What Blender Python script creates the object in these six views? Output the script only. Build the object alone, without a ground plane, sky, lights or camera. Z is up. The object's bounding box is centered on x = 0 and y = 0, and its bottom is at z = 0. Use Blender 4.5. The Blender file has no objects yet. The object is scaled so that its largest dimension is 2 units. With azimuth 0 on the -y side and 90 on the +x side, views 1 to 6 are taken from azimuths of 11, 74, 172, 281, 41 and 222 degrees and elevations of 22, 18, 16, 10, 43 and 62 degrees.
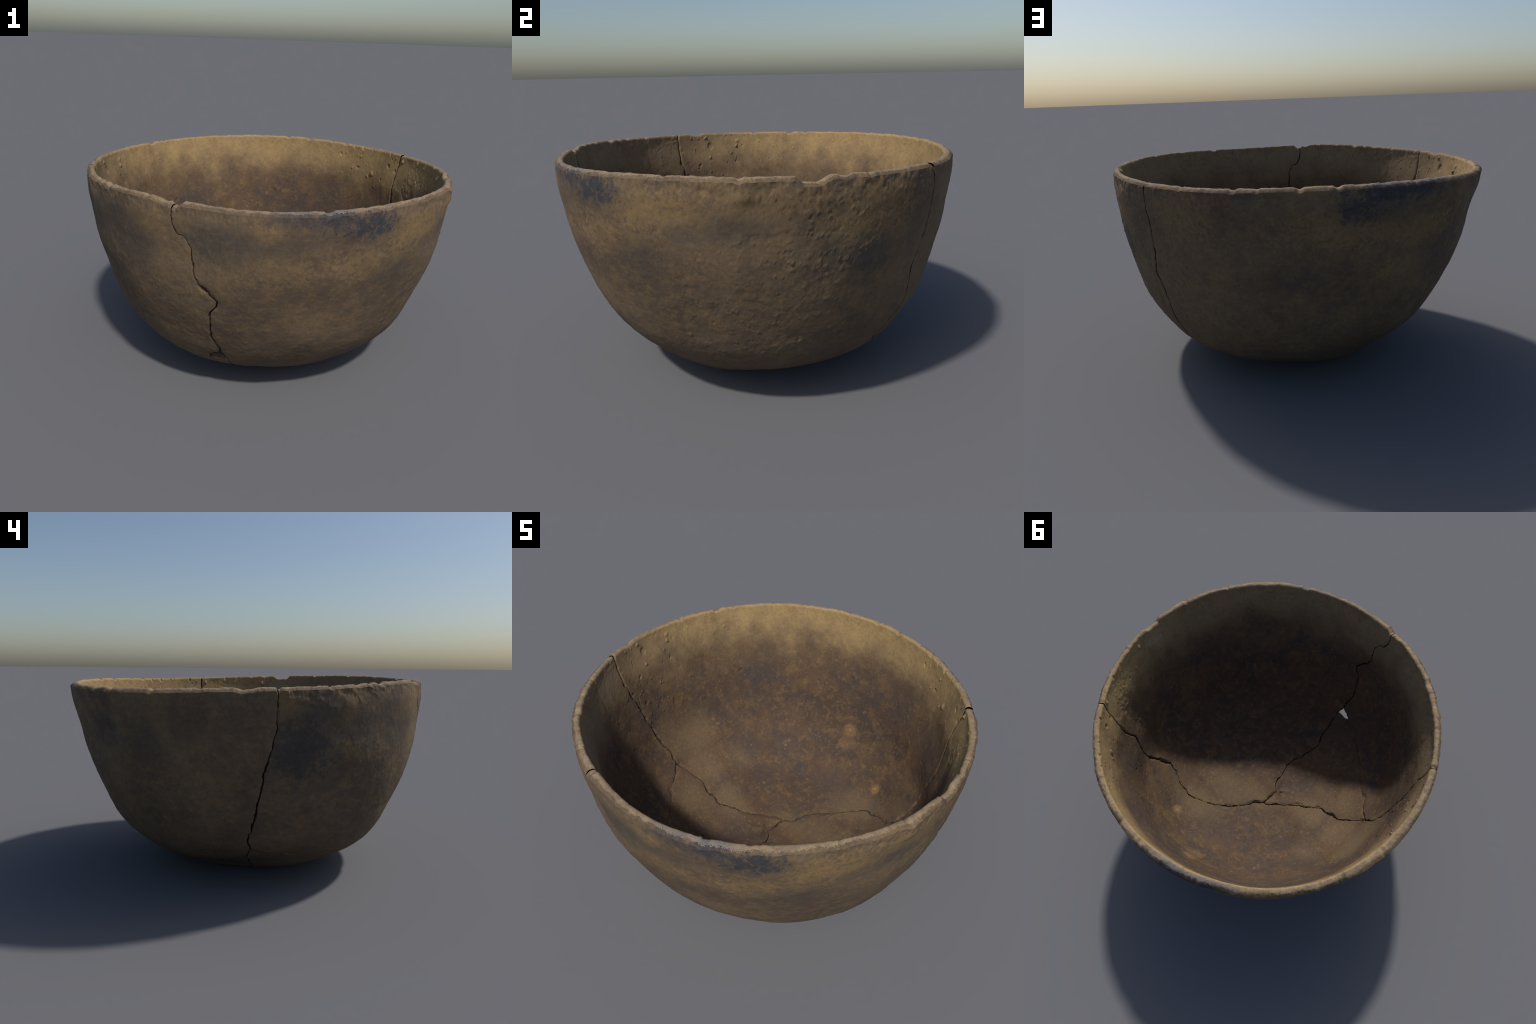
# A broken and reassembled hand-built clay bowl: four sherds with open fracture
# lines between them, a worn lip, spalled and pitted walls, and fire clouds.
import bpy
import numpy as np
from math import radians

# ------------------------------------------------------------------ shape ---
AXIS = np.array([-0.0413, -0.0331])                # axis the profile turns about
# Fourier terms (mean, cos1, sin1, cos2, ...) of the lip radius and lip height
LIP_RADIUS = [0.9777, 0.0429, 0.0344, 0.0037, -0.0245, 0.0010, 0.0027, -0.0007,
              -0.0008, 0.0010, -0.0005, 0.0004, 0.0005]
LIP_HEIGHT = [1.0735, 0.0123, -0.0118, -0.0029, 0.0014, 0.0040, -0.0044, 0.0007,
              -0.0017, -0.0022, 0.0013, 0.0004, 0.0010]
# profile control points: radius / lip radius at w = sqrt(height / lip height),
# each with its own slow variation round the bowl (mean, cos1, sin1, ...)
PROFILE_W = np.array([0, .12, .25, .38, .5, .62, .74, .87, 1.0])
PROFILE = np.array([
    [0.2831, 0.0458, 0.0492, 0.0221, -0.0344, -0.0343, -0.0488, -0.0319, -0.0149],
    [0.4877, 0.0716, 0.0137, -0.0234, -0.0006, 0.0082, -0.0312, -0.0143, 0.0023],
    [0.6511, 0.0782, 0.0078, -0.0204, 0.0152, 0.0062, 0.0127, -0.0043, -0.0123],
    [0.7807, 0.0465, -0.0022, -0.0081, 0.0246, 0.0049, -0.0032, 0.0002, -0.0073],
    [0.8689, 0.0310, -0.0055, -0.0028, 0.0291, 0.0015, -0.0076, -0.0014, -0.0011],
    [0.9308, 0.0191, -0.0116, -0.0038, 0.0199, 0.0050, -0.0032, 0.0000, -0.0031],
    [0.9840, 0.0107, -0.0086, -0.0027, 0.0128, 0.0012, -0.0050, -0.0010, 0.0008]])
# wall thickness at a few w, again with its variation round the bowl
WALL_W = np.array([0, .15, .30, .45, .60, .75, .88, 1.0])
WALL = np.array([
    [0.0474, -0.0102, -0.0074, -0.0011, 0.0002, 0.0027, 0.0039],
    [0.0528, -0.0048, 0.0080, 0.0028, -0.0110, -0.0080, -0.0112],
    [0.0515, 0.0030, 0.0074, -0.0043, -0.0054, 0.0007, -0.0039],
    [0.0455, 0.0060, 0.0081, -0.0001, -0.0058, -0.0021, 0.0066],
    [0.0471, 0.0012, 0.0028, 0.0010, -0.0012, -0.0028, -0.0045],
    [0.0538, -0.0018, 0.0005, 0.0002, 0.0016, -0.0007, 0.0014],
    [0.0580, -0.0025, -0.0058, -0.0012, 0.0021, 0.0023, -0.0005],
    [0.0285, -0.0020, -0.0015, -0.0007, -0.0021, -0.0017, -0.0015]])
LIP_RISE = 0.015      # height of the lip, bevelled towards the outside, above the walls
LIP_FLARE = 0.017     # the outer edge stands out a little under the lip

NT, NW, NL = 1700, 300, 27     # columns, rows per wall, rows over the lip

# ----------------------------------------------------------------- cracks ---
# The wall is laid out as a disk: distance from the middle = w, angle = azimuth.
CRACK_SOUTH = [(-0.202, -1.017), (-0.195, -0.982), (-0.196, -0.962), (-0.179, -0.945), (-0.164,
    -0.932), (-0.126, -0.923), (-0.1, -0.911), (-0.09, -0.859), (-0.08, -0.83), (-0.049, -0.808),
    (-0.024, -0.796), (0.007, -0.77), (-0.0, -0.752), (-0.025, -0.728), (-0.03, -0.689), (-0.031,
    -0.649), (-0.032, -0.611), (-0.015, -0.57), (-0.008, -0.514)]
CRACK_SOUTH_BASE = [(0.01, -0.475), (0.014, -0.396), (0.015, -0.312), (-0.001, -0.268), (0.02,
    -0.223), (0.043, -0.158), (0.038, -0.093), (0.019, -0.015), (0.009, 0.014), (0.012, 0.04)]
CRACK_EAST = [(0.838, 0.581), (0.823, 0.571), (0.799, 0.56), (0.766, 0.541), (0.729, 0.52), (0.695,
    0.482), (0.669, 0.443), (0.65, 0.406), (0.602, 0.398), (0.559, 0.38), (0.519, 0.35), (0.457,
    0.283), (0.404, 0.236), (0.34, 0.219), (0.295, 0.226), (0.26, 0.226), (0.226, 0.23), (0.191,
    0.216), (0.138, 0.177), (0.092, 0.128), (0.065, 0.105), (0.049, 0.087), (0.034, 0.064), (0.028,
    0.051), (0.012, 0.04)]
CRACK_BASE = [(0.012, 0.04), (-0.003, 0.044), (-0.038, 0.019), (-0.074, 0.003), (-0.151, -0.018),
    (-0.239, -0.049), (-0.305, -0.043), (-0.33, -0.051), (-0.376, -0.038), (-0.448, -0.071),
    (-0.494, -0.091)]
CRACK_WEST = [(-0.494, -0.091), (-0.552, -0.092), (-0.603, -0.115), (-0.642, -0.136), (-0.691,
    -0.153), (-0.732, -0.182), (-0.772, -0.196), (-0.806, -0.223), (-0.832, -0.247), (-0.86,
    -0.271), (-0.895, -0.287), (-0.926, -0.296), (-0.952, -0.309), (-0.971, -0.316)]
CRACK_SPUR = [(-0.494, -0.091), (-0.453, -0.134), (-0.424, -0.184), (-0.37, -0.234), (-0.317,
    -0.273), (-0.259, -0.323), (-0.208, -0.356), (-0.146, -0.396), (-0.095, -0.43), (-0.052,
    -0.458)]
HOLE_WEST = [(-0.052, -0.458), (-0.048, -0.481), (-0.028, -0.499), (-0.008, -0.514)]
HOLE_EAST = [(-0.008, -0.514), (0.006, -0.495), (0.01, -0.475)]
HOLE_BASE = [(0.01, -0.475), (-0.012, -0.468), (-0.03, -0.461), (-0.052, -0.458)]


def far_arc(start, end):
    """points outside the lip, from one crack's end round to another's"""
    a0 = np.arctan2(start[1], start[0]); a1 = np.arctan2(end[1], end[0])
    if a1 <= a0:
        a1 += 2 * np.pi
    return [(1.4 * np.cos(a), 1.4 * np.sin(a)) for a in np.linspace(a0, a1, 12)]


rev = lambda c: c[::-1]
SHERDS = {
    "west": CRACK_WEST + far_arc(CRACK_WEST[-1], CRACK_SOUTH[0]) + CRACK_SOUTH + rev(HOLE_WEST) + rev(CRACK_SPUR),
    "east": CRACK_SOUTH_BASE[::-1] + rev(HOLE_EAST) + rev(CRACK_SOUTH) + far_arc(CRACK_SOUTH[0], CRACK_EAST[0]) + CRACK_EAST,
    "north": CRACK_BASE + CRACK_WEST + rev(far_arc(CRACK_EAST[0], CRACK_WEST[-1])) + CRACK_EAST,
    "base": CRACK_BASE + CRACK_SPUR + rev(HOLE_BASE) + CRACK_SOUTH_BASE,
}

# ------------------------------------------------------------------ noise ---
def hash3(ix, iy, iz, seed):
    u = np.uint32
    h = ix.astype(u) * u(374761393) + iy.astype(u) * u(668265263) + iz.astype(u) * u(2147483647) + u(seed * 1274126177 & 0xFFFFFFFF)
    h = (h ^ (h >> u(13))) * u(1274126177)
    h = (h ^ (h >> u(16))) * u(2246822519)
    return ((h ^ (h >> u(15))) & u(0xFFFFFF)).astype(np.float32) * np.float32(1 / 0xFFFFFF)


def noise(p, size, seed):
    """smooth value noise in -1..1 with features of the given size"""
    q = (p / size).astype(np.float32)
    i = np.floor(q).astype(np.int32)
    f = (q - i).astype(np.float32)
    f = f * f * f * (f * (f * 6 - 15) + 10)
    r = np.zeros(p.shape[:-1], np.float32)
    for dx in (0, 1):
        wx = f[..., 0] if dx else 1 - f[..., 0]
        for dy in (0, 1):
            wy = wx * (f[..., 1] if dy else 1 - f[..., 1])
            for dz in (0, 1):
                wz = wy * (f[..., 2] if dz else 1 - f[..., 2])
                r += wz * hash3(i[..., 0] + dx, i[..., 1] + dy, i[..., 2] + dz, seed)
    return r * 2 - 1


def fractal(p, size, seed, octaves=3, gain=0.5):
    r, a, t = 0, 1.0, 0
    for o in range(octaves):
        r = r + a * noise(p + 7.3 * o, size / 2 ** o, seed + o)
        t += a
        a *= gain
    return r / t


def cells(p, size, seed):
    """nearest Voronoi cell: distance, gap to the second one, cell offset, three random numbers"""
    q = (p / size).astype(np.float32)
    i = np.floor(q).astype(np.int32)
    best = np.full(p.shape[:-1], 9.0, np.float32)
    second = best.copy()
    off = np.zeros(p.shape, np.float32)
    rnd = np.zeros(p.shape, np.float32)
    for dx in (-1, 0, 1):
        for dy in (-1, 0, 1):
            for dz in (-1, 0, 1):
                c = (i[..., 0] + dx, i[..., 1] + dy, i[..., 2] + dz)
                h = np.stack([hash3(*c, seed + k) for k in range(3)], -1)
                d = (np.stack(c, -1) + h - q).astype(np.float32)
                l = np.sqrt((d * d).sum(-1))
                near = l < best
                second = np.where(near, best, np.minimum(second, l))
                best = np.where(near, l, best)
                off[near] = d[near]
                rnd[near] = h[near]
    return best * size, (second - best) * size, off * size, np.modf(rnd * 17.3)[0]


def ramp(x, a, b):
    t = np.clip((x - a) / (b - a), 0, 1)
    return t * t * (3 - 2 * t)


def harmonics(a, n):
    return np.stack([np.ones_like(a)] + [f(k * a) for k in range(1, n + 1) for f in (np.cos, np.sin)], -1)


def ang(a, b):
    """signed difference of azimuths, degrees"""
    return (a - b + 180) % 360 - 180


# ------------------------------------------------------- the smooth surface ---
theta = np.linspace(0, 2 * np.pi, NT, endpoint=False)
deg = np.degrees(theta)
radius_lip = harmonics(theta, 6) @ LIP_RADIUS
height_lip = harmonics(theta, 6) @ LIP_HEIGHT
knots = harmonics(theta, 4) @ PROFILE.T
knots = np.concatenate([np.zeros((NT, 1)), knots, np.ones((NT, 1))], 1)


def spline_rows(w):
    """natural cubic spline through the profile knots as a matrix, one row per w"""
    n = len(PROFILE_W); h = np.diff(PROFILE_W); A = np.eye(n); B = np.zeros((n, n))
    for i in range(1, n - 1):
        A[i, i - 1:i + 2] = h[i - 1], 2 * (h[i - 1] + h[i]), h[i]
        B[i, i - 1:i + 2] = 6 / h[i - 1], -6 / h[i] - 6 / h[i - 1], 6 / h[i]
    M = np.linalg.solve(A, B)
    i = np.clip(np.searchsorted(PROFILE_W, w) - 1, 0, n - 2)
    a = ((PROFILE_W[i + 1] - w) / h[i])[:, None]; b = 1 - a; E = np.eye(n)
    return a * E[i] + b * E[i + 1] + ((a ** 3 - a) * M[i] + (b ** 3 - b) * M[i + 1]) * (h[i] ** 2)[:, None] / 6


FINE = 2400
fine_radius = (spline_rows(np.linspace(0, 1, FINE + 1)) @ knots.T) * radius_lip   # FINE+1 x NT


def surface(w):
    """outer wall at w (rows x NT)"""
    f = np.clip(w, 0, 1) * FINE
    i = np.clip(f.astype(int), 0, FINE - 1)
    col = np.arange(NT)[None]
    r = fine_radius[i, col] * (1 - (f - i)) + fine_radius[i + 1, col] * (f - i)
    return np.stack([AXIS[0] + r * np.cos(theta), AXIS[1] + r * np.sin(theta), w * w * height_lip], -1)


def grid_normals(P):
    """normals of a rows x NT grid closed in theta, pointing away from the axis / down"""
    dv = np.empty_like(P)
    dv[1:-1] = P[2:] - P[:-2]; dv[0] = P[1] - P[0]; dv[-1] = P[-1] - P[-2]
    du = np.roll(P, -1, 1) - np.roll(P, 1, 1)
    n = np.cross(du, dv)
    return n / np.maximum(np.linalg.norm(n, axis=-1, keepdims=True), 1e-12)


# ------------------------------------------------- lip wear: nicks and chips ---
# azimuth, half width (degrees), depth (m)
NICKS = [(298.4, 1.0, .014), (149.0, 1.3, .014), (142.5, .7, .007), (164, .9, .010), (188.5, 2.2, .010),
         (191, 1.2, .006), (227.6, .8, .011), (223.4, 1.3, .008), (232.3, 1.6, .011), (213.5, .7, .009),
         (240.5, 2.2, .006), (250, .9, .008),
         (63, .9, .010), (69, .7, .007), (79, .9, .009), (88, .9, .009), (48, .7, .007), (12, .8, .006),
         (344, .8, .007), (340, .6, .005), (328, .7, .006), (177, .8, .006), (128, .6, .005), (108, .8, .006),
         (115, .9, .006), (6, 1.5, .010)]
notch = np.zeros(NT)
for a, half, depth in NICKS:
    notch = np.maximum(notch, depth * np.clip(1.25 - np.abs(ang(deg, a)) / half, 0, 1) ** .8)
BIG = ang(deg, 358.6)                                       # the large spall on the east lip
big = ramp(BIG, -3.6, -1.4) * (1 - ramp(BIG, .9, 4.8))
notch *= .66 + .35 * noise(np.stack([np.cos(theta), np.sin(theta), 0 * theta], -1), .02, 9)
notch += .024 * big * (1 + .25 * noise(np.stack([np.cos(theta), np.sin(theta), 0 * theta], -1), .022, 8))
notch += .024 * np.clip(1 - np.abs(ang(deg, 259.6)) / 2.0, 0, 1) ** .8      # broken corner at the south crack
notch += .010 * ramp(np.abs(ang(deg, 256)), 5, 0) * (ang(deg, 260) < 0)
notch += .010 * np.clip(1 - np.abs(ang(deg, 198.2)) / .9, 0, 1)
notch += .006 * np.clip(1 - np.abs(ang(deg, 34.2)) / .9, 0, 1)
ring = np.stack([np.cos(theta), np.sin(theta), 0 * theta], -1)
notch += .0055 * (1 + fractal(ring, .26, 11, 4)) * .5
rough = .4 + .6 * ramp(np.abs(ang(deg, 240)), 60, 10)
notch += .003 * rough * np.maximum(fractal(ring, .04, 17, 2), 0)

w_top = np.sqrt((height_lip - LIP_RISE - notch) / height_lip)
w_plain = np.sqrt((height_lip - LIP_RISE) / height_lip)
# rows: even spacing, packed a little tighter near the lip
v = np.linspace(0, 1, NW)
w_row = .006 + (v - .006 * v)
w_grid = w_row[:, None] * w_plain[None]
squash = ramp(w_row, .86, 1.0)[:, None]
w_grid = w_grid - squash * (w_plain - w_top)[None]
disk = np.stack([w_row[:, None] * np.cos(theta), w_row[:, None] * np.sin(theta)], -1)    # crack layout

outer0 = surface(w_grid)
nrm0 = grid_normals(outer0)
azim = np.broadcast_to(deg[None], w_grid.shape)
hgt = outer0[..., 2]
p3 = outer0.astype(np.float32)

# ----------------------------------------------------------- crack distances ---
# metres per unit of the layout, from place to place
dS_dw = np.linalg.norm(np.gradient(outer0, axis=0), axis=-1) / (w_row[1] - w_row[0])
dS_da = np.linalg.norm(np.roll(outer0, -1, 1) - np.roll(outer0, 1, 1), axis=-1) / (2 * (theta[1] - theta[0])) / w_row[:, None]
unit = np.sqrt(dS_dw * dS_da)
warp = np.stack([fractal(p3, .035, 31, 3), fractal(p3, .035, 41, 3)], -1) * .0075
warp += np.stack([fractal(p3, .013, 51, 2), fractal(p3, .013, 55, 2)], -1) * .0040
disk_w = (disk + warp / unit[..., None] * ramp(w_row, .0, .06)[:, None, None]).astype(np.float32)


def signed_distance(p, poly):
    """distance to a closed polygon, positive inside"""
    poly = np.array(poly, np.float32)
    best = np.full(len(p), 9.0, np.float32)
    inside = np.zeros(len(p), bool)
    for a, b in zip(poly, np.roll(poly, -1, 0)):
        e = b - a
        if (e * e).sum() < 1e-12:
            continue
        t = np.clip(((p - a) @ e) / (e @ e), 0, 1)
        d = p - a - t[:, None] * e
        best = np.minimum(best, (d * d).sum(1))
        if a[1] != b[1]:
            cross = ((a[1] > p[:, 1]) != (b[1] > p[:, 1])) & (p[:, 0] < (b[0] - a[0]) * (p[:, 1] - a[1]) / (b[1] - a[1]) + a[0])
            inside ^= cross
    return np.where(inside, 1, -1) * np.sqrt(best)


def spot(p, centre, r):
    return np.clip(1 - np.linalg.norm(p - np.array(centre), axis=-1) / r, 0, 1)


# half-width of the open crack (x 1.4 m)
gap = .0021 + .0012 * np.maximum(noise(p3, .09, 61), -.6) + .0022 * np.maximum(fractal(p3, .024, 62, 2), -.4)
for c, r, g in [((-.04, -.80), .12, .0014), ((-.012, -.70), .14, .0016), ((-.01, -.58), .12, .0016),
                ((.822, .570), .035, .0032), ((.70, .48), .16, .0012), ((.58, .39), .14, .0010),
                ((-.952, -.305), .03, .0010), ((-.199, -.976), .03, .002),
                ((-.80, -.215), .15, .0015), ((-.66, -.14), .12, .0018), ((-.55, -.095), .08, .0014), ((.439, .264), .07, .0026),
                ((.022, .045), .05, .0022), ((.497, .326), .06, .0015), ((-.33, -.051), .05, .0022),
                ((-.37, -.234), .12, -.0018), ((-.20, -.36), .18, -.0050), ((-.45, -.14), .06, -.0012)]:
    gap = gap + g * spot(disk, c, r) ** .7
gap = np.maximum(gap, .0004) * 1.4 / unit
flat = disk_w.reshape(-1, 2)
dist = {k: signed_distance(flat, poly).reshape(NW, NT) for k, poly in SHERDS.items()}
fields = {k: (d - gap).astype(np.float64) for k, d in dist.items()}
near_crack = np.max([d for d in dist.values()], 0)          # distance to the nearest break, inside any sherd
near_crack = np.where(near_crack > 0, near_crack, 0) * unit / 1.3     # same scale as the wear below

# -------------------------------------------------------------- outer relief ---
d_out = .0050 * fractal(p3, .42, 101, 2) + .0030 * fractal(p3, .15, 111, 2)
d_out += .0012 * fractal(p3, .045, 121, 2) + .0006 * fractal(p3, .014, 131, 2)
wiped = p3 * np.array([1, 1, 4.5], np.float32)              # wiping marks run round the pot
d_out += (.0011 * fractal(wiped, .16, 141, 3)) * (1 - .6 * ramp(hgt, .3, .7))
east = ramp(np.abs(ang(azim, 6)), 58, 22) * ramp(hgt, .10, .35)
east_top = ramp(np.abs(ang(azim, 14)), 34, 14) * ramp(hgt, .55, .8)


def flakes(p, size, seed, keep):
    """angular scars: tilted facets, present in a random share of the cells"""
    d, edge, off, rnd = cells(p, size, seed)
    tilt = (off * (rnd - .5)).sum(-1) * 1.5
    return np.where(rnd[..., 0] < keep, np.clip(tilt, -size * .35, size * .35) - size * .05, 0) * ramp(edge, 0, size * .10)


bent = p3 + np.stack([noise(p3, .05, 151 + k) for k in range(3)], -1) * .012
fl_big = flakes(bent * np.array([1, 1, 1.5], np.float32), .075, 161, .75)
fl_small = flakes(bent * np.array([1, 1, 1.3], np.float32), .038, 171, .45)
patchy = .5 + .5 * ramp(fractal(p3, .12, 181, 2), -.15, .25)
d_out += (.030 * east + .02 * east_top) * patchy * fl_big + .02 * (east + east_top) * patchy * fl_small
side_dir = np.stack([-np.sin(theta), np.cos(theta), 0 * theta], -1)[None].astype(np.float32)
rise_dir = np.cross(nrm0, np.broadcast_to(side_dir, nrm0.shape)).astype(np.float32)


def chips(size, seed, keep):
    """small lifted or broken scales: a slope that ends in a sharp little step"""
    d, edge, off, rnd = cells(p3, size, seed)
    x, y = -(off * side_dir).sum(-1), -(off * rise_dir).sum(-1)
    turn = rnd[..., 1] * 6.283
    r = size * (.24 + .34 * rnd[..., 2])
    along = (x * np.cos(turn) + y * np.sin(turn)) / r
    across = np.abs(-x * np.sin(turn) + y * np.cos(turn)) / r
    slope = np.clip((along + 1) / 1.7, 0, 1) * (along < .72)
    width = .25 + .45 * np.clip((along + 1) / 1.7, 0, 1)
    h = slope * ramp(across, width, width * .7) * ramp(d, size * .62, size * .5)
    return h * np.where(rnd[..., 0] < keep, 1, 0) * np.where(rnd[..., 2] > .32, 1.0, -.8)


crowd = east * .55 + east_top * .75
d_out += .0030 * chips(.050, 221, .05 + .14 * crowd) * (.35 + .65 * np.minimum(crowd, 1))
d_out += .0022 * chips(.028, 227, .04 + .24 * crowd) * (.35 + .65 * np.minimum(crowd, 1))
low = ramp(hgt, .35, .12)
d_out += .05 * low * fl_big
south_west = ramp(np.abs(ang(azim, 262)), 16, 6) * ramp(np.abs(hgt - .62), .25, .08)
d_out += .03 * south_west * patchy * fl_big
rim_facets = ramp(hgt, .93, 1.03) * ramp(np.abs(ang(azim, 212)), 26, 12)
d_out += .12 * rim_facets * fl_big
edge_wear = ramp(w_row, .965, 1.0)[:, None]
d_out -= edge_wear * (.004 + .007 * np.maximum(fractal(p3, .06, 185, 3), -.3) + .004 * np.abs(noise(p3, .02, 188)))
d_out += .012 * ramp(np.abs(ang(azim, 345)), 4, 0) * ramp(hgt, .97, 1.03)
# grit standing proud and pock marks
for size, keep, amp, seed in [(.045, .22, .0045, 191), (.022, .16, .0026, 201), (.07, .12, .0040, 205)]:
    d, edge, off, rnd = cells(bent, size, seed)
    r = size * (.12 + .16 * rnd[..., 1])
    bump = ramp(d, r, r * .35) * np.where(rnd[..., 0] < keep, 1, 0) * np.where(rnd[..., 2] < .55, 1, -1.1)
    d_out += amp * bump * (.30 + .12 * east)
# ------------------------------------------------------------- inner relief ---
d_in = .0045 * fractal(p3 + 3, .40, 301, 2) + .0022 * fractal(p3 + 3, .13, 311, 2)
d_in += .0009 * fractal(p3, .04, 321, 2) + .0005 * fractal(p3, .013, 331, 2)
upper = ramp(hgt, .30, .65)
for size, keep, amp, seed in [(.05, .26, .0060, 341), (.026, .34, .0042, 351), (.10, .22, .0070, 361)]:
    d, edge, off, rnd = cells(bent + 1.7, size, seed)
    r = size * (.10 + .17 * rnd[..., 1])
    bump = ramp(d, r, r * .5) * np.where(rnd[..., 0] < keep, 1, 0) * np.where(rnd[..., 2] < .5, 1, -1.0)
    d_in += amp * bump * (.25 + .75 * upper) * (.5 + .5 * patchy)
crusty = ramp(np.abs(ang(azim, 24)), 13, 3) * ramp(hgt, .38, .60) * (1 - ramp(hgt, .88, 1.0)) * ramp(fractal(p3, .10, 375, 2), -.35, .25)
d_in -= crusty * (-.0060 * np.maximum(fractal(p3, .05, 371, 3), 0) + .16 * fl_small + .09 * fl_big - .002)
gritty = ramp(np.abs(ang(azim, 178)), 26, 8) * ramp(hgt, .45, .65) + ramp(np.abs(ang(azim, 45)), 30, 12) * ramp(hgt, .75, .9)
crooked = bent + 9 + np.stack([noise(p3, .016, 395 + k) for k in range(3)], -1) * .0065
for size, keep, amp, seed in [(.034, .36, .0068, 385), (.060, .28, .0085, 388)]:
    d, edge, off, rnd = cells(crooked, size, seed)
    r = size * (.14 + .16 * rnd[..., 1])
    d_in += gritty * amp * ramp(d, r, r * .5) * (rnd[..., 0] < keep) * np.where(rnd[..., 2] < .3, 1, -1)
scraped = ramp(np.abs(ang(azim, 268)), 50, 25) * ramp(hgt, .6, .8)          # pitted inner south-east
d, edge, off, rnd = cells(bent + 5, .034, 381)
d_in += .0045 * scraped * ramp(d, .010, .003) * (rnd[..., 0] < .45)
facet_in = ramp(np.abs(ang(azim, 228)), 34, 24) * ramp(hgt, .93, 1.0)
d_in += facet_in * (.001 + .12 * np.abs(fl_big))
facet_in2 = ramp(np.abs(ang(azim, 10)), 22, 10) * ramp(hgt, .90, 1.0)
d_in += facet_in2 * (.001 + .2 * np.abs(fl_small))
d_in += (.004 + .007 * fractal(p3, .04, 391, 3)) * ramp(BIG, -7, -3)[None] * (1 - ramp(BIG, 6, 12))[None] * ramp(hgt, .90, 1.02)
# hairline cracks that do not go through
HAIRLINES = [([(-.905, -.265), (-.87, -.22), (-.83, -.19), (-.79, -.195)], .0004, 1),
             ([(-.038, .019), (-.050, -.02), (-.053, -.05)], .0020, 1),
             ([(.83, .51), (.80, .50), (.75, .48)], .0014, 0),
             ([(.70, .42), (.62, .36), (.55, .31)], .0010, 0)]
for line, width, inner in HAIRLINES:
    best = np.full((NW, NT), 9.0)
    for a, b in zip(np.array(line), np.array(line)[1:]):
        e = b - a
        t = np.clip(((disk_w - a) @ e) / (e @ e), 0, 1)
        best = np.minimum(best, np.linalg.norm(disk_w - a - t[..., None] * e, axis=-1))
    groove = -.003 * np.clip(1.3 - best / (width + .0016), 0, 1)
    if inner:
        d_in -= groove
    else:
        d_out += groove
# unevenness left by the hand that built it: azimuth, w, half widths, height
def swell(a, w, wide, tall):
    return np.exp(-(ang(azim, a) / wide) ** 2 - ((w_row[:, None] - w) / tall) ** 2)


for a, w, wide, tall, lift in [(235, .42, 24, .16, .009), (200, .50, 16, .12, .009), (284, .62, 14, .12, .007),
                               (100, .46, 22, .12, .004), (58, .62, 15, .09, -.008), (345, .66, 20, .10, -.006),
                               (328, .87, 16, .10, .006), (143, .95, 18, .08, -.008), (198, .94, 15, .10, -.007)]:
    d_out += lift * swell(a, w, wide, tall)
for a, w, wide, tall, sink in [(20, .94, 26, .08, -.012), (266, .95, 26, .07, -.010), (234, .46, 13, .08, -.010),
                               (186, .36, 16, .08, .010), (148, .57, 18, .10, -.008), (254, .84, 14, .07, .008),
                               (288, .78, 16, .10, -.008)]:
    d_in += sink * swell(a, w, wide, tall)
d_in += .014 * ramp(spot(disk, (.195, .12), .17), 0, .8)
d_in -= .012 * ramp(spot(disk, (.105, -.075), .13), 0, .8)
# crumbled crack edges
crumble = .0012 + .0085 * np.maximum(fractal(p3, .035, 401, 3), 0)
reach = .006 + .010 * np.maximum(.4 + noise(p3, .045, 403), 0)          # how far the edge is chipped back
d_out -= crumble * ramp(near_crack / reach, 1.0, .15) * 1.1
d_in += (.0012 + 1.25 * crumble + .004 * np.maximum(noise(p3, .06, 405), 0)) * ramp(near_crack / reach, 1.0, .15)
for c, r, amp in [((.439, .266), .035, .018), ((.022, .05), .030, .016), ((-.33, -.048), .028, .014), ((.497, .33), .02, .012),
                  ((-.483, -.085), .012, .014), ((-.514, -.091), .012, .014), ((-.83, -.246), .02, .010)]:
    d_in += amp * spot(disk, c, r) ** .8 * ramp(near_crack, .016, .001)
for c, r, amp in [((-.022, -.52), .05, .010), ((-.042, -.80), .03, .004), ((0, -.76), .03, .005)]:
    d_out -= amp * spot(disk, c, r) * ramp(near_crack, .025, .001)

# ------------------------------------------------------------- final layers ---
flare = (LIP_FLARE + 0.0032 * np.sin(theta) - .004 * np.cos(theta))[None] * ramp(w_row, .88, 1.0)[:, None]
outer = outer0 + nrm0 * (d_out + flare)[..., None]
outer[0] = outer0[0]
wall_terms = harmonics(theta, 3) @ WALL.T                                   # NT x stations
slot = np.clip(np.searchsorted(WALL_W, w_row) - 1, 0, len(WALL_W) - 2)
part = ramp((w_row - WALL_W[slot]) / (WALL_W[slot + 1] - WALL_W[slot]), 0, 1)
thick = wall_terms.T[slot] * (1 - part)[:, None] + wall_terms.T[slot + 1] * part[:, None]
inner = outer0 - nrm0 * (thick - d_in)[..., None]
up = outer0[-1] - outer0[-3]
up /= np.linalg.norm(up, axis=-1, keepdims=True)
mid, half = (outer[-1] + inner[-1]) / 2, (outer[-1] - inner[-1]) / 2
lip = []
CREST = -.35                       # where across the wall the top of the lip lies (1 outside, -1 inside)
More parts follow.
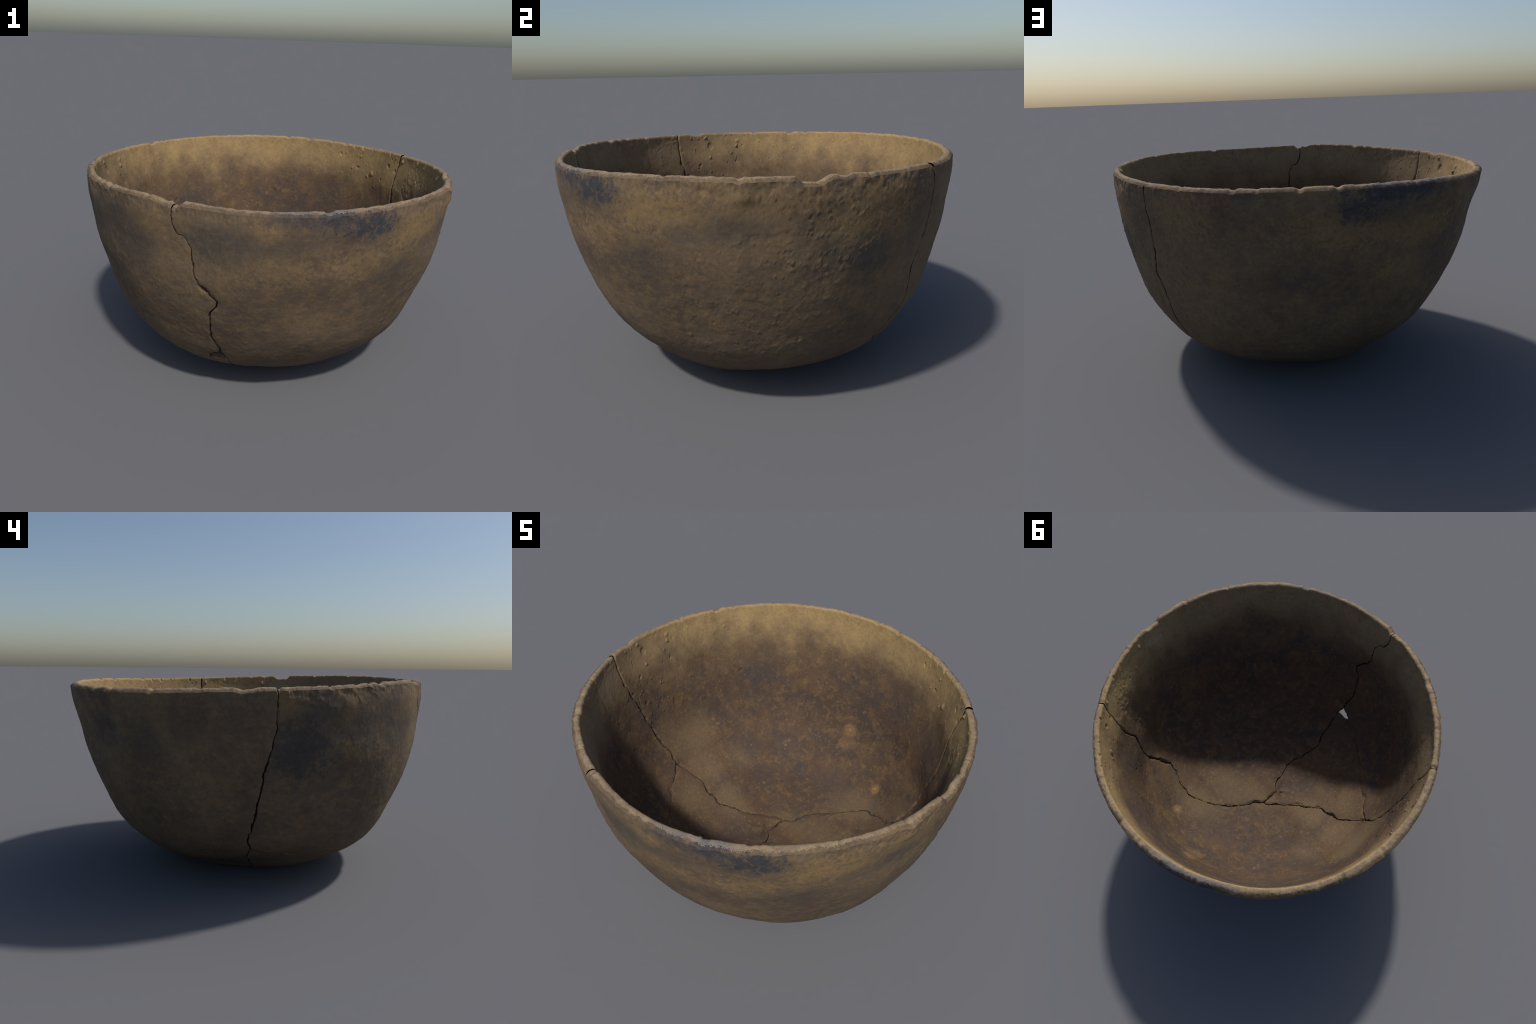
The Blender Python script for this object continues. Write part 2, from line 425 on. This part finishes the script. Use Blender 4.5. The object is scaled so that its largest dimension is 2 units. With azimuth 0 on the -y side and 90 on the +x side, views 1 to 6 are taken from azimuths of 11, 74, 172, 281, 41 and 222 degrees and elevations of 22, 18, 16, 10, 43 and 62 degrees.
for k in range(1, NL + 1):
    side = np.cos(np.pi * k / (NL + 1))
    if side > CREST:
        rise = 1 - ((side - CREST) / (1 - CREST)) ** 2.2
    else:
        rise = np.sqrt(max(0, 1 - ((CREST - side) / (1 + CREST)) ** 2))
    row = mid + half * side + up * LIP_RISE * rise
    q = row.astype(np.float32)
    row = row + up * (.0026 * fractal(q, .05, 501, 3) + .0014 * noise(q, .014, 505))[:, None] * rise \
        + half / np.linalg.norm(half, axis=-1, keepdims=True) * ((.0035 * noise(q, .06, 511) + .0025 * noise(q, .02, 515)) * (1 - abs(side)))[:, None]
    lip.append(row)
lip = np.array(lip)

floor = outer[..., 2].min()
for layer in (outer, inner, lip):
    layer[..., 2] -= floor
n_out = grid_normals(np.concatenate([outer, lip[:2]]))[:NW]
n_in = -grid_normals(np.concatenate([inner, lip[:-3:-1]]))[:NW]
whole = np.concatenate([outer[-2:], lip, inner[:-3:-1]])
n_lip = grid_normals(whole)[2:-2]
n_out[-1] = grid_normals(whole)[1]
n_in[-1] = grid_normals(whole)[-2]

# -------------------------------------------------------------------- clip ---
def clip(field):
    """Cut the rows x columns grid along field = 0.  Returns quads and triangles over
    vertex ids, the new vertices as (id a, id b, t), and the directed cut segments."""
    f = field.ravel()
    r, c = np.meshgrid(np.arange(NW - 1), np.arange(NT), indexing="ij")
    c1 = (c + 1) % NT
    q = np.stack([r * NT + c, r * NT + c1, (r + 1) * NT + c1, (r + 1) * NT + c], -1).reshape(-1, 4)
    ins = f[q] > 0
    quads = q[ins.all(1)]
    mixed = q[ins.any(1) & ~ins.all(1)]
    tris = np.concatenate([mixed[:, [0, 1, 2]], mixed[:, [0, 2, 3]]])
    s = f[tris] > 0
    keep = tris[s.all(1)]
    edge_a, edge_b, faces, segs = [], [], [], []
    for odd, flag in ((1, True), (2, False)):         # one corner in / one corner out
        sel = s.sum(1) == odd
        t, m = tris[sel], s[sel]
        if not len(t):
            continue
        k = np.argmax(m if flag else ~m, 1)
        j = np.arange(len(t))
        a, b, d = t[j, k], t[j, (k + 1) % 3], t[j, (k + 2) % 3]
        faces.append((flag, a, b, d))
    new = {}
    pairs = np.concatenate([np.stack([x, y], 1) for _, a, b, d in faces for x, y in ((a, b), (a, d))])
    pairs = np.sort(pairs, 1)
    uniq, inv = np.unique(pairs[:, 0].astype(np.int64) * (NW * NT) + pairs[:, 1], return_inverse=True)
    ea, eb = uniq // (NW * NT), uniq % (NW * NT)
    t = np.clip(f[ea] / (f[ea] - f[eb]), .02, .98)
    base = NW * NT
    out_t, out_q, out_s, at = [keep], [quads], [], 0
    for flag, a, b, d in faces:
        n = len(a)
        ab, ad = base + inv[at:at + n], base + inv[at + n:at + 2 * n]
        at += 2 * n
        if flag:
            out_t.append(np.stack([a, ab, ad], 1)); out_s.append(np.stack([ab, ad], 1))
        else:
            out_q.append(np.stack([ab, b, d, ad], 1)); out_s.append(np.stack([ad, ab], 1))
    return np.concatenate(out_t), np.concatenate(out_q), (ea, eb, t), np.concatenate(out_s)


def with_new(layer, new):
    ea, eb, t = new
    flat = layer.reshape(-1, 3)
    return np.concatenate([flat, flat[ea] * (1 - t[:, None]) + flat[eb] * t[:, None]])


def make_mesh(name, verts, normals, tris, quads, materials, slots=None):
    used, index = np.unique(np.concatenate([tris.ravel(), quads.ravel()]), return_inverse=True)
    tris = index[:tris.size].reshape(-1, 3); quads = index[tris.size:].reshape(-1, 4)
    co, no = verts[used].astype(np.float32), normals[used]
    me = bpy.data.meshes.new(name)
    me.vertices.add(len(co)); me.vertices.foreach_set("co", co.ravel())
    loops = np.concatenate([tris.ravel(), quads.ravel()]).astype(np.int32)
    sizes = np.concatenate([np.full(len(tris), 3), np.full(len(quads), 4)])
    starts = np.concatenate([[0], np.cumsum(sizes)[:-1]]).astype(np.int32)
    me.loops.add(len(loops)); me.loops.foreach_set("vertex_index", loops)
    me.polygons.add(len(sizes)); me.polygons.foreach_set("loop_start", starts)
    for m in materials:
        me.materials.append(m)
    if slots is not None:
        me.polygons.foreach_set("material_index", slots.astype(np.int32))
    me.polygons.foreach_set("use_smooth", np.ones(len(sizes), bool))
    me.update(calc_edges=True)
    no = no / np.maximum(np.linalg.norm(no, axis=1, keepdims=True), 1e-9)
    me.normals_split_custom_set_from_vertices(no.astype(np.float32).tolist())
    ob = bpy.data.objects.new(name, me)
    bpy.context.scene.collection.objects.link(ob)
    return ob


# --------------------------------------------------------------- materials ---
class Nodes:
    def __init__(self, name):
        self.mat = bpy.data.materials.new(name)
        self.mat.use_nodes = True
        self.t = self.mat.node_tree
        self.t.nodes.clear()
        self.pos = self.add("ShaderNodeTexCoord").outputs["Object"]

    def add(self, kind, **kw):
        n = self.t.nodes.new(kind)
        for k, val in kw.items():
            setattr(n, k, val)
        return n

    def plug(self, socket, val):
        if hasattr(val, "is_linked"):
            self.t.links.new(val, socket)
        else:
            socket.default_value = val

    def math(self, op, a, b=0.0, c=0.0, clamp=False):
        n = self.add("ShaderNodeMath", operation=op, use_clamp=clamp)
        for s, val in zip(n.inputs, (a, b, c)):
            self.plug(s, val)
        return n.outputs[0]

    def scaled(self, s, offset=(0, 0, 0)):
        n = self.add("ShaderNodeMapping")
        self.plug(n.inputs["Vector"], self.pos)
        n.inputs["Scale"].default_value = s
        n.inputs["Location"].default_value = offset
        return n.outputs[0]

    def noise(self, scale, detail=4, rough=.55, vec=None, distort=0.0):
        n = self.add("ShaderNodeTexNoise")
        self.plug(n.inputs["Vector"], vec or self.pos)
        n.inputs["Scale"].default_value = scale
        n.inputs["Detail"].default_value = detail
        n.inputs["Roughness"].default_value = rough
        n.inputs["Distortion"].default_value = distort
        return n.outputs["Fac"]

    def voronoi(self, scale, vec=None, out="Distance"):
        n = self.add("ShaderNodeTexVoronoi")
        self.plug(n.inputs["Vector"], vec or self.pos)
        n.inputs["Scale"].default_value = scale
        return n.outputs[out]

    def ramp(self, x, a, b, lo=0.0, hi=1.0):
        n = self.add("ShaderNodeMapRange", interpolation_type="SMOOTHSTEP")
        for s, val in zip(("Value", "From Min", "From Max", "To Min", "To Max"), (x, a, b, lo, hi)):
            self.plug(n.inputs[s], val)
        return n.outputs[0]

    def mix(self, fac, a, b, blend="MIX"):
        n = self.add("ShaderNodeMix", data_type="RGBA", blend_type=blend)
        self.plug(n.inputs[0], fac)
        for s, val in ((n.inputs[6], a), (n.inputs[7], b)):
            self.plug(s, val if hasattr(val, "is_linked") else (*val, 1))
        return n.outputs[2]

    def blobs(self, spots, wobble, edge=.45):
        """soft patches: (centre, (rx, ry, rz), strength), edges broken up by the wobble value"""
        total = None
        for c, r, strength in spots:
            if not isinstance(r, tuple):
                r = (r, r, r)
            d = self.add("ShaderNodeVectorMath", operation="SUBTRACT")
            self.plug(d.inputs[0], self.pos); d.inputs[1].default_value = c
            e = self.add("ShaderNodeVectorMath", operation="DIVIDE")
            self.plug(e.inputs[0], d.outputs[0]); e.inputs[1].default_value = r
            l = self.add("ShaderNodeVectorMath", operation="LENGTH")
            self.plug(l.inputs[0], e.outputs[0])
            x = self.math("ADD", self.math("SUBTRACT", 1.0, l.outputs["Value"]), wobble)
            m = self.ramp(x, -.15, edge, 0, strength)
            total = m if total is None else self.math("MAXIMUM", total, m)
        return total

    def finish(self, colour, rough, bump, strength=.35, dist=.004):
        b = self.add("ShaderNodeBsdfPrincipled")
        self.plug(b.inputs["Base Color"], colour)
        self.plug(b.inputs["Roughness"], rough)
        b.inputs["Specular IOR Level"].default_value = .25
        n = self.add("ShaderNodeBump")
        n.inputs["Strength"].default_value = strength
        n.inputs["Distance"].default_value = dist
        self.plug(n.inputs["Height"], bump)
        self.t.links.new(n.outputs[0], b.inputs["Normal"])
        o = self.add("ShaderNodeOutputMaterial")
        self.t.links.new(b.outputs[0], o.inputs[0])
        return self.mat


TAN = (.160, .112, .068)
OCHRE = (.228, .149, .067)
BROWN = (.100, .070, .049)
GREY = (.070, .060, .051)
BLUE = (.034, .037, .046)

# fire clouds and ochre flushes, per sherd, because the colours stop at the breaks
CLOUDS = {
    "east": dict(
        blue=[((.31, -.93, 1.06), (.12, .12, .05), .7), ((.45, -.88, 1.05), (.15, .15, .065), .95), ((.59, -.80, 1.015), (.17, .17, .075), 1.0)],
        grey=[((-.04, -.98, .91), (.16, .16, .12), 1.0), ((.07, -.98, .93), (.13, .13, .10), .8), ((.22, -.96, .92), (.16, .16, .06), .6),
              ((.70, -.65, .76), (.14, .14, .09), .75), ((.93, -.34, .90), (.17, .17, .07), .7), ((.84, -.50, .87), (.10, .10, .06), .6),
              ((.94, .20, .74), (.17, .17, .11), 1.0), ((.97, .03, .80), (.09, .09, .08), .7), ((.84, .44, .80), (.05, .05, .20), .5)],
        ochre=[((.78, -.61, .96), (.22, .22, .10), 1.0), ((.97, -.23, 1.0), (.28, .28, .09), .7), ((.95, .22, .93), (.26, .26, .14), .7),
               ((.16, -.97, .99), (.10, .10, .06), .8), ((.60, -.77, .84), (.20, .20, .09), .6), ((.25, -.95, .82), (.2, .2, .08), .5)]),
    "west": dict(
        blue=[((-.86, -.42, .78), (.18, .18, .16), .5)],
        grey=[((-.86, -.41, .78), (.24, .24, .22), .9), ((-.80, -.52, .95), (.14, .14, .10), .9), ((-.54, -.80, .95), (.16, .16, .10), .8),
              ((-.67, -.68, .90), (.15, .15, .12), .8), ((-.58, -.76, .93), (.14, .14, .10), .7), ((-.45, -.85, .86), (.15, .15, .10), .75),
              ((-.63, -.71, 1.02), (.10, .10, .06), .6)],
        rust=[((-.06, -.80, .52), (.14, .10, .12), .8), ((-.10, -.66, .28), (.14, .10, .10), .5)],
        ochre=[((-.90, -.35, .98), (.10, .10, .07), .9), ((-.74, -.60, .98), (.12, .12, .09), .6), ((-.35, -.9, .98), (.14, .14, .08), .5)]),
    "north": dict(
        blue=[((-.22, .95, 1.03), (.20, .14, .07), 1.0), ((-.10, .96, .97), (.13, .13, .07), .9), ((-.37, .91, 1.04), (.18, .14, .05), .95), ((-.48, .84, 1.05), (.10, .10, .03), .7),
              ((-.80, .55, .87), (.10, .13, .08), .3)],
        grey=[((-.22, .95, .99), (.26, .14, .11), .7), ((-.80, .55, .84), (.16, .16, .11), .7), ((-.90, .34, .83), (.18, .18, .13), .55),
              ((-.96, .11, .88), (.05, .10, .11), .5), ((.12, .90, .66), (.16, .16, .08), .4), ((-.55, .72, .66), (.2, .2, .12), .5)],
        ochre=[((-.08, .95, .88), (.30, .2, .09), .6), ((-.40, .88, .86), (.24, .2, .08), .6), ((.62, .73, .95), (.15, .15, .12), .6),
               ((-.30, .86, .68), (.16, .16, .06), .4)]),
    "base": dict(blue=[((.5, 0, -1), .1, 0)], grey=[((-.1, -.1, 0), .2, .3)], ochre=[((.5, 0, -1), .1, 0)]),
}


def exterior(key):
    n = Nodes("fired_clay_exterior_" + key)
    broad, medium, fine = n.noise(2.6, 5, .6), n.noise(11, 6, .65), n.noise(60, 5, .65)
    brushed = n.noise(14, 5, .6, n.scaled((1, 1, 2.6)))
    c = n.mix(n.ramp(broad, .34, .66), TAN, BROWN)
    c = n.mix(n.ramp(brushed, .45, .72, 0, .35), c, OCHRE)
    z = n.add("ShaderNodeSeparateXYZ")
    n.plug(z.inputs[0], n.pos)
    c = n.mix(n.ramp(n.noise(17, 8, .78), .47, .64, 0, .45), c, OCHRE)
    c = n.mix(n.ramp(n.noise(13, 8, .78, n.scaled((1, 1, 1), (3, 1, 5))), .50, .66, 0, .55), c, (.092, .072, .054))
    foot = n.ramp(n.math("ADD", z.outputs[2], n.math("MULTIPLY", n.math("SUBTRACT", medium, .5), .6)), .56, .14)
    c = n.mix(n.math("MULTIPLY", foot, .45), c, (.108, .078, .056))     # greyer, darker foot
    grainy = n.noise(28, 6, .75, None, .4)
    wob = n.math("MULTIPLY_ADD", medium, 1.2, n.math("MULTIPLY_ADD", fine, 2.4, n.math("MULTIPLY_ADD", grainy, 2.4, n.math("MULTIPLY_ADD", n.noise(150, 3, .6), 1.0, -3.40))))
    k = CLOUDS[key]
    c = n.mix(n.math("MULTIPLY", n.blobs(k["ochre"], wob, .8), .8), c, OCHRE)
    c = n.mix(n.math("MULTIPLY", n.blobs(k["grey"], wob, 1.0), .85), c, GREY)
    c = n.mix(n.math("MULTIPLY", n.blobs(k["blue"], wob, .95), .95), c, BLUE)
    if "rust" in k:
        c = n.mix(n.math("MULTIPLY", n.blobs(k["rust"], wob, .9), .7), c, (.15, .080, .045))
    specks = n.ramp(n.math("ADD", n.voronoi(75), n.math("MULTIPLY", n.noise(9, 2), .35)), .24, .30, 1, 0)
    c = n.mix(n.math("MULTIPLY", specks, .35), c, (.27, .19, .10))
    mott = n.ramp(n.noise(40, 7, .75), .50, .68, 0, .5)
    c = n.mix(mott, c, (.082, .066, .052))
    c = n.mix(1.0, c, n.mix(n.ramp(fine, .2, .8), (.86, .86, .86), (1.14, 1.14, 1.14)), "MULTIPLY")
    h = n.math("MULTIPLY_ADD", n.noise(120, 4, .6), .5, n.math("ADD", n.math("MULTIPLY", brushed, .8), n.noise(45, 6, .65)))
    return n.finish(c, n.ramp(medium, .3, .7, .72, .92), h, .30)


def interior():
    n = Nodes("fired_clay_interior")
    broad, medium, fine = n.noise(2.3, 5, .6), n.noise(9, 6, .65), n.noise(70, 5, .65)
    z = n.add("ShaderNodeSeparateXYZ")
    n.plug(z.inputs[0], n.pos)
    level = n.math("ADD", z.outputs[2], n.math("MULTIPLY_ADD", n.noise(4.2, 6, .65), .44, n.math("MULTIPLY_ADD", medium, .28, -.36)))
    c = n.mix(n.ramp(broad, .32, .68), (.112, .071, .043), (.078, .052, .036))
    c = n.mix(n.ramp(n.noise(3.4, 5, .65, n.scaled((1, 1, 1), (4, 2, 1))), .46, .66, 0, .55), c, (.128, .075, .041))   # reddened clay
    c = n.mix(n.ramp(n.noise(5.5, 6, .7), .46, .64, 0, .75), c, (.058, .046, .042))    # soot
    c = n.mix(n.ramp(n.noise(10, 7, .72), .50, .66, 0, .55), c, (.172, .108, .050))
    c = n.mix(n.ramp(n.noise(26, 7, .75), .50, .68, 0, .6), c, (.205, .130, .060))       # ochre mottling
    wob = n.math("MULTIPLY_ADD", medium, .9, n.math("MULTIPLY_ADD", fine, .4, -.65))
    pale = n.blobs([((-.57, .00, .22), (.18, .16, .18), 1), ((-.74, .06, .36), (.12, .22, .22), 1), ((-.34, -.03, .09), (.22, .13, .12), 1), ((-.46, -.20, .17), (.20, .14, .12), .8),
                    ((-.76, -.12, .46), (.18, .14, .16), .9), ((.29, .40, .15), (.22, .17, .14), .8), ((.28, .15, .09), (.24, .16, .12), .8),
                    ((.10, .10, .05), (.20, .12, .1), .6), ((.55, .40, .26), (.2, .12, .14), .6), ((-.50, .24, .20), (.14, .12, .14), .6)], wob, .8)
    c = n.mix(n.math("MULTIPLY", pale, .72), c, (.168, .119, .067))
    stain = n.blobs([((-.60, .55, .62), (.20, .16, .16), .8), ((-.50, .34, .24), (.18, .10, .12), 1), ((-.34, .52, .24), (.22, .14, .12), .8),
                     ((.06, .50, .11), (.24, .16, .12), .8), ((.32, .82, .68), (.16, .14, .20), .9), ((-.32, .26, .11), (.16, .10, .10), .9),
                     ((.62, .60, .62), (.14, .14, .22), .8), ((.10, .88, .62), (.20, .14, .12), .5), ((-.12, -.18, .05), (.16, .14, .10), .8),
                     ((.50, -.20, .30), (.3, .3, .2), .6), ((-.20, -.60, .30), (.3, .25, .2), .6)], wob, 1.0)
    c = n.mix(n.math("MULTIPLY", stain, .75), c, (.060, .048, .045))
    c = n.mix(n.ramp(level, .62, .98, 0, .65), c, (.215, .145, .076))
    north_side = n.ramp(z.outputs[1], -.45, .45)                             # lip band brighter and more saturated towards the north side
    top = n.mix(north_side, (.235, .162, .092), (.36, .245, .110))
    top = n.mix(n.ramp(n.noise(13, 7, .75), .46, .64, 0, .6), top, n.mix(north_side, (.16, .105, .060), (.25, .160, .078)))
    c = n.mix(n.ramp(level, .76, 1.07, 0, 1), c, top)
    shaken = n.add("ShaderNodeVectorMath", operation="ADD")
    wobble = n.add("ShaderNodeTexNoise")
    wobble.inputs["Scale"].default_value = 30
    wobble.inputs["Detail"].default_value = 4
    n.plug(wobble.inputs["Vector"], n.pos)
    shift = n.add("ShaderNodeVectorMath", operation="SCALE")
    n.plug(shift.inputs[0], wobble.outputs["Color"]); shift.inputs["Scale"].default_value = .035
    n.plug(shaken.inputs[0], n.pos); n.plug(shaken.inputs[1], shift.outputs[0])
    spots = n.ramp(n.math("ADD", n.voronoi(26, shaken.outputs[0]), n.math("MULTIPLY", n.noise(7, 2), .6)), .32, .50, 1, 0)
    c = n.mix(n.math("MULTIPLY", spots, .42), c, (.26, .160, .068))
    scar = n.blobs([((.945, -.02, 1.0), (.07, .09, .06), 1)], wob, .5)              # fresh break under the lip spall
    c = n.mix(n.math("MULTIPLY", scar, .8), c, (.30, .22, .14))
    rust = n.blobs([((.365, .565, .205), .040, .7), ((.015, .765, .37), .06, .6), ((.03, .72, .31), .07, .3)], wob, .6)
    c = n.mix(n.math("MULTIPLY", rust, .85), c, (.28, .165, .066))
    core = n.blobs([((.365, .565, .205), .008, .6), ((.012, .768, .372), .012, .5)], wob, .8)
    c = n.mix(core, c, (.42, .29, .17))
    dark = n.ramp(n.math("ADD", n.voronoi(52, shaken.outputs[0]), n.math("MULTIPLY", n.noise(7, 3), .45)), .27, .36, 1, 0)
    c = n.mix(n.math("MULTIPLY", dark, .62), c, (.062, .048, .036))
    c = n.mix(1.0, c, n.mix(n.ramp(fine, .2, .8), (.86, .86, .86), (1.14, 1.14, 1.14)), "MULTIPLY")
    h = n.math("MULTIPLY_ADD", n.noise(130, 4, .6), .5, n.noise(40, 6, .7))
    return n.finish(c, n.ramp(medium, .3, .7, .72, .92), h, .28)


def worn_lip(key):
    n = Nodes("worn_clay_lip_" + key)
    medium, fine = n.noise(16, 6, .65), n.noise(80, 5, .65)
    c = n.mix(n.ramp(medium, .35, .65), (.285, .210, .128), (.210, .152, .094))
    c = n.mix(n.ramp(n.noise(22, 5, .7), .55, .68, 0, .6), c, (.30, .195, .118))
    wob = n.math("MULTIPLY_ADD", medium, 1.2, n.math("MULTIPLY_ADD", fine, .6, -.9))
    c = n.mix(n.math("MULTIPLY", n.blobs(CLOUDS[key]["blue"], wob, .8), .75), c, (.13, .135, .155))
    c = n.mix(n.ramp(n.noise(36, 5, .7), .58, .72, 0, .55), c, (.12, .10, .085))
    c = n.mix(1.0, c, n.mix(n.ramp(fine, .2, .8), (.86, .86, .86), (1.14, 1.14, 1.14)), "MULTIPLY")
    return n.finish(c, .88, n.math("MULTIPLY_ADD", n.noise(140, 4), .5, n.noise(50, 6, .7)), .5)


def fracture():
    n = Nodes("broken_clay_core")
    c = n.mix(n.ramp(n.noise(25, 6, .7), .4, .62), (.115, .072, .050), (.060, .046, .037))  # clay darkened so the open cracks keep a shadowed look
    c = n.mix(n.ramp(n.noise(70, 4), .56, .72, 0, .5), c, (.21, .135, .08))
    return n.finish(c, .95, n.noise(90, 6, .7), .6)


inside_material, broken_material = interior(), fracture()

# -------------------------------------------------------------------- build ---
bowl = bpy.data.objects.new("clay_bowl", None)
bpy.context.scene.collection.objects.link(bowl)
bowl["label"] = "cracked brown earthenware bowl rejoined from four sherds"
bowl["category"] = "pottery bowl"

EMPTY3, EMPTY4 = np.zeros((0, 3), int), np.zeros((0, 4), int)
for key in ("east", "north", "west", "base"):
    field = fields[key]
    tris, quads, new, segs = clip(field)
    pole_in = field[0].min() > 0
    o, i = with_new(outer, new), with_new(inner, new)
    no, ni = with_new(n_out, new), with_new(n_in, new)
    count = len(o)
    # -- outer wall and the broken faces
    STEPS = 6
    ids = np.unique(segs)
    where = {int(k): j for j, k in enumerate(ids)}
    a, b = o[ids], i[ids]
    s = np.linspace(0, 1, STEPS + 1)
    wall = a[None] * (1 - s)[:, None, None] + b[None] * s[:, None, None]
    jitter = np.stack([fractal(wall.astype(np.float32), .03, 601 + 5 * k, 3) for k in range(3)], -1)
    wall = wall + jitter * (.0055 * np.sin(np.pi * s))[:, None, None]
    m = len(ids)
    j0 = np.searchsorted(ids, segs[:, 0]); j1 = np.searchsorted(ids, segs[:, 1])
    wq = np.concatenate([np.stack([k * m + j1, k * m + j0, (k + 1) * m + j0, (k + 1) * m + j1], 1) for k in range(STEPS)])
    # the broken faces lean on each other half way through the wall
    ea, eb, et = new
    gap_here = np.concatenate([gap.ravel(), gap.ravel()[ea] * (1 - et) + gap.ravel()[eb] * et])[ids] * np.concatenate([unit.ravel(), unit.ravel()[ea]])[ids] * 1.08
    lean = np.zeros_like(a)
    tangent = o[segs[:, 1]] - o[segs[:, 0]]
    np.add.at(lean, j0, tangent); np.add.at(lean, j1, tangent)
    lean = np.cross(lean, no[ids])
    lean /= np.maximum(np.linalg.norm(lean, axis=1, keepdims=True), 1e-9)
    wall = wall + (lean * gap_here[:, None])[None] * (np.sin(np.pi * s) ** 4)[:, None, None]
    fn = np.cross(wall.reshape(-1, 3)[wq[:, 2]] - wall.reshape(-1, 3)[wq[:, 0]], wall.reshape(-1, 3)[wq[:, 3]] - wall.reshape(-1, 3)[wq[:, 1]])
    wn = np.zeros((len(wall.reshape(-1, 3)), 3))
    for col in range(4):
        np.add.at(wn, wq[:, col], fn)
    verts = [o, wall.reshape(-1, 3)]; norms = [no, wn]
    all_t, all_q = [tris], [quads, wq + count]
    slots_t, slots_q = [np.zeros(len(tris))], [np.zeros(len(quads)), np.ones(len(wq))]
    next_id = count + len(wn)
    # -- lip rows, cut column by column
    rim_v, rim_n, rim_q, rim_slots = [], [], [], []
    if field[-1].max() > 0:
        rows = np.concatenate([outer[-1:], lip, inner[-1:]]); nrows = np.concatenate([n_out[-1:], n_lip, n_in[-1:]])
        R = len(rows)
        f = field[-1]
        grid = rows.reshape(-1, 3); gn = nrows.reshape(-1, 3)
        c = np.arange(NT); c1 = (c + 1) % NT
        full = (f[c] > 0) & (f[c1] > 0)
        rr = np.arange(R - 1)[:, None]
        rim_q.append(np.stack([rr * NT + c[full], rr * NT + c1[full], (rr + 1) * NT + c1[full], (rr + 1) * NT + c[full]], -1).reshape(-1, 4))
        # the pale wear keeps to the crest, with ragged borders to the wall colours
        grain = hash3(*np.meshgrid(np.arange(R - 1), np.arange(NT), np.arange(1), indexing="ij"), 721)[..., 0] - .5
        line_out = R * (.36 + .13 * fractal(rows[2].astype(np.float32), .06, 701, 4))
        line_in = R * (.72 + .07 * fractal(rows[-3].astype(np.float32), .06, 711, 4))
        face_row = np.arange(R - 1)[:, None] + .5 + grain * R * .16
        slot_grid = np.where(face_row < line_out[None], 2, np.where(face_row > line_in[None], 1, 0))
        rim_slots.append(slot_grid[:, full].ravel())
        extra, extra_n, at = [], [], R * NT
        for col in np.where((f[c] > 0) != (f[c1] > 0))[0]:
            nx = (col + 1) % NT
            t = np.clip(f[col] / (f[col] - f[nx]), .02, .98)
            line = rows[:, col] * (1 - t) + rows[:, nx] * t
            extra.append(line); extra_n.append(nrows[:, col] * (1 - t) + nrows[:, nx] * t)
            e = at + np.arange(R)
            at += R
            k = np.arange(R - 1)
            if f[col] > 0:
                rim_q.append(np.stack([k * NT + col, e[:-1], e[1:], (k + 1) * NT + col], 1))
            else:
                rim_q.append(np.stack([e[:-1], k * NT + nx, (k + 1) * NT + nx, e[1:]], 1))
            rim_slots.append(slot_grid[:, col])
            # cap of the broken lip: fan round the middle of the section
            centre = line[[0, -1]].mean(0)
            verts.append(np.concatenate([line, centre[None]]))
            capn = np.cross(up[col], half[col]); capn = capn / np.linalg.norm(capn)
            capn = capn if (f[col] > 0) == (capn @ (rows[0, nx] - rows[0, col]) > 0) else -capn
            norms.append(np.repeat(capn[None], R + 1, 0))
            fan = np.stack([next_id + k, next_id + k + 1, np.full(R - 1, next_id + R)], 1)
            all_t.append(fan if f[col] > 0 else fan[:, ::-1]); slots_t.append(np.ones(len(fan)))
            next_id += R + 1
        rim_v = np.concatenate([grid] + extra); rim_n = np.concatenate([gn] + extra_n); rim_q = np.concatenate(rim_q)
    # -- closed middle
    if pole_in:
        po, pi = outer[0].mean(0), inner[0].mean(0)
        verts.append(po[None]); norms.append(np.array([[0, 0, -1.0]]))
        ring_ids = np.arange(NT)
        all_t.append(np.stack([np.full(NT, next_id), (ring_ids + 1) % NT, ring_ids], 1)); slots_t.append(np.zeros(NT))
        i = np.concatenate([i, pi[None]]); ni = np.concatenate([ni, [[0, 0, 1.0]]])
        in_t = np.concatenate([tris, np.stack([np.full(NT, count), (ring_ids + 1) % NT, ring_ids], 1)])
    else:
        in_t = tris
    outside_material = exterior(key)
    sherd = make_mesh("sherd", np.concatenate(verts), np.concatenate(norms), np.concatenate(all_t), np.concatenate(all_q),
                      [outside_material, broken_material], np.concatenate(slots_t + slots_q))
    sherd.parent = bowl
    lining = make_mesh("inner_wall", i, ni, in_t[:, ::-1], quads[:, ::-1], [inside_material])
    lining.parent = sherd
    if len(rim_q):
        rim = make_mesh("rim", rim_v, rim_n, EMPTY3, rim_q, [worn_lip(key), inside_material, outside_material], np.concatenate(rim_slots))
        rim.parent = sherd
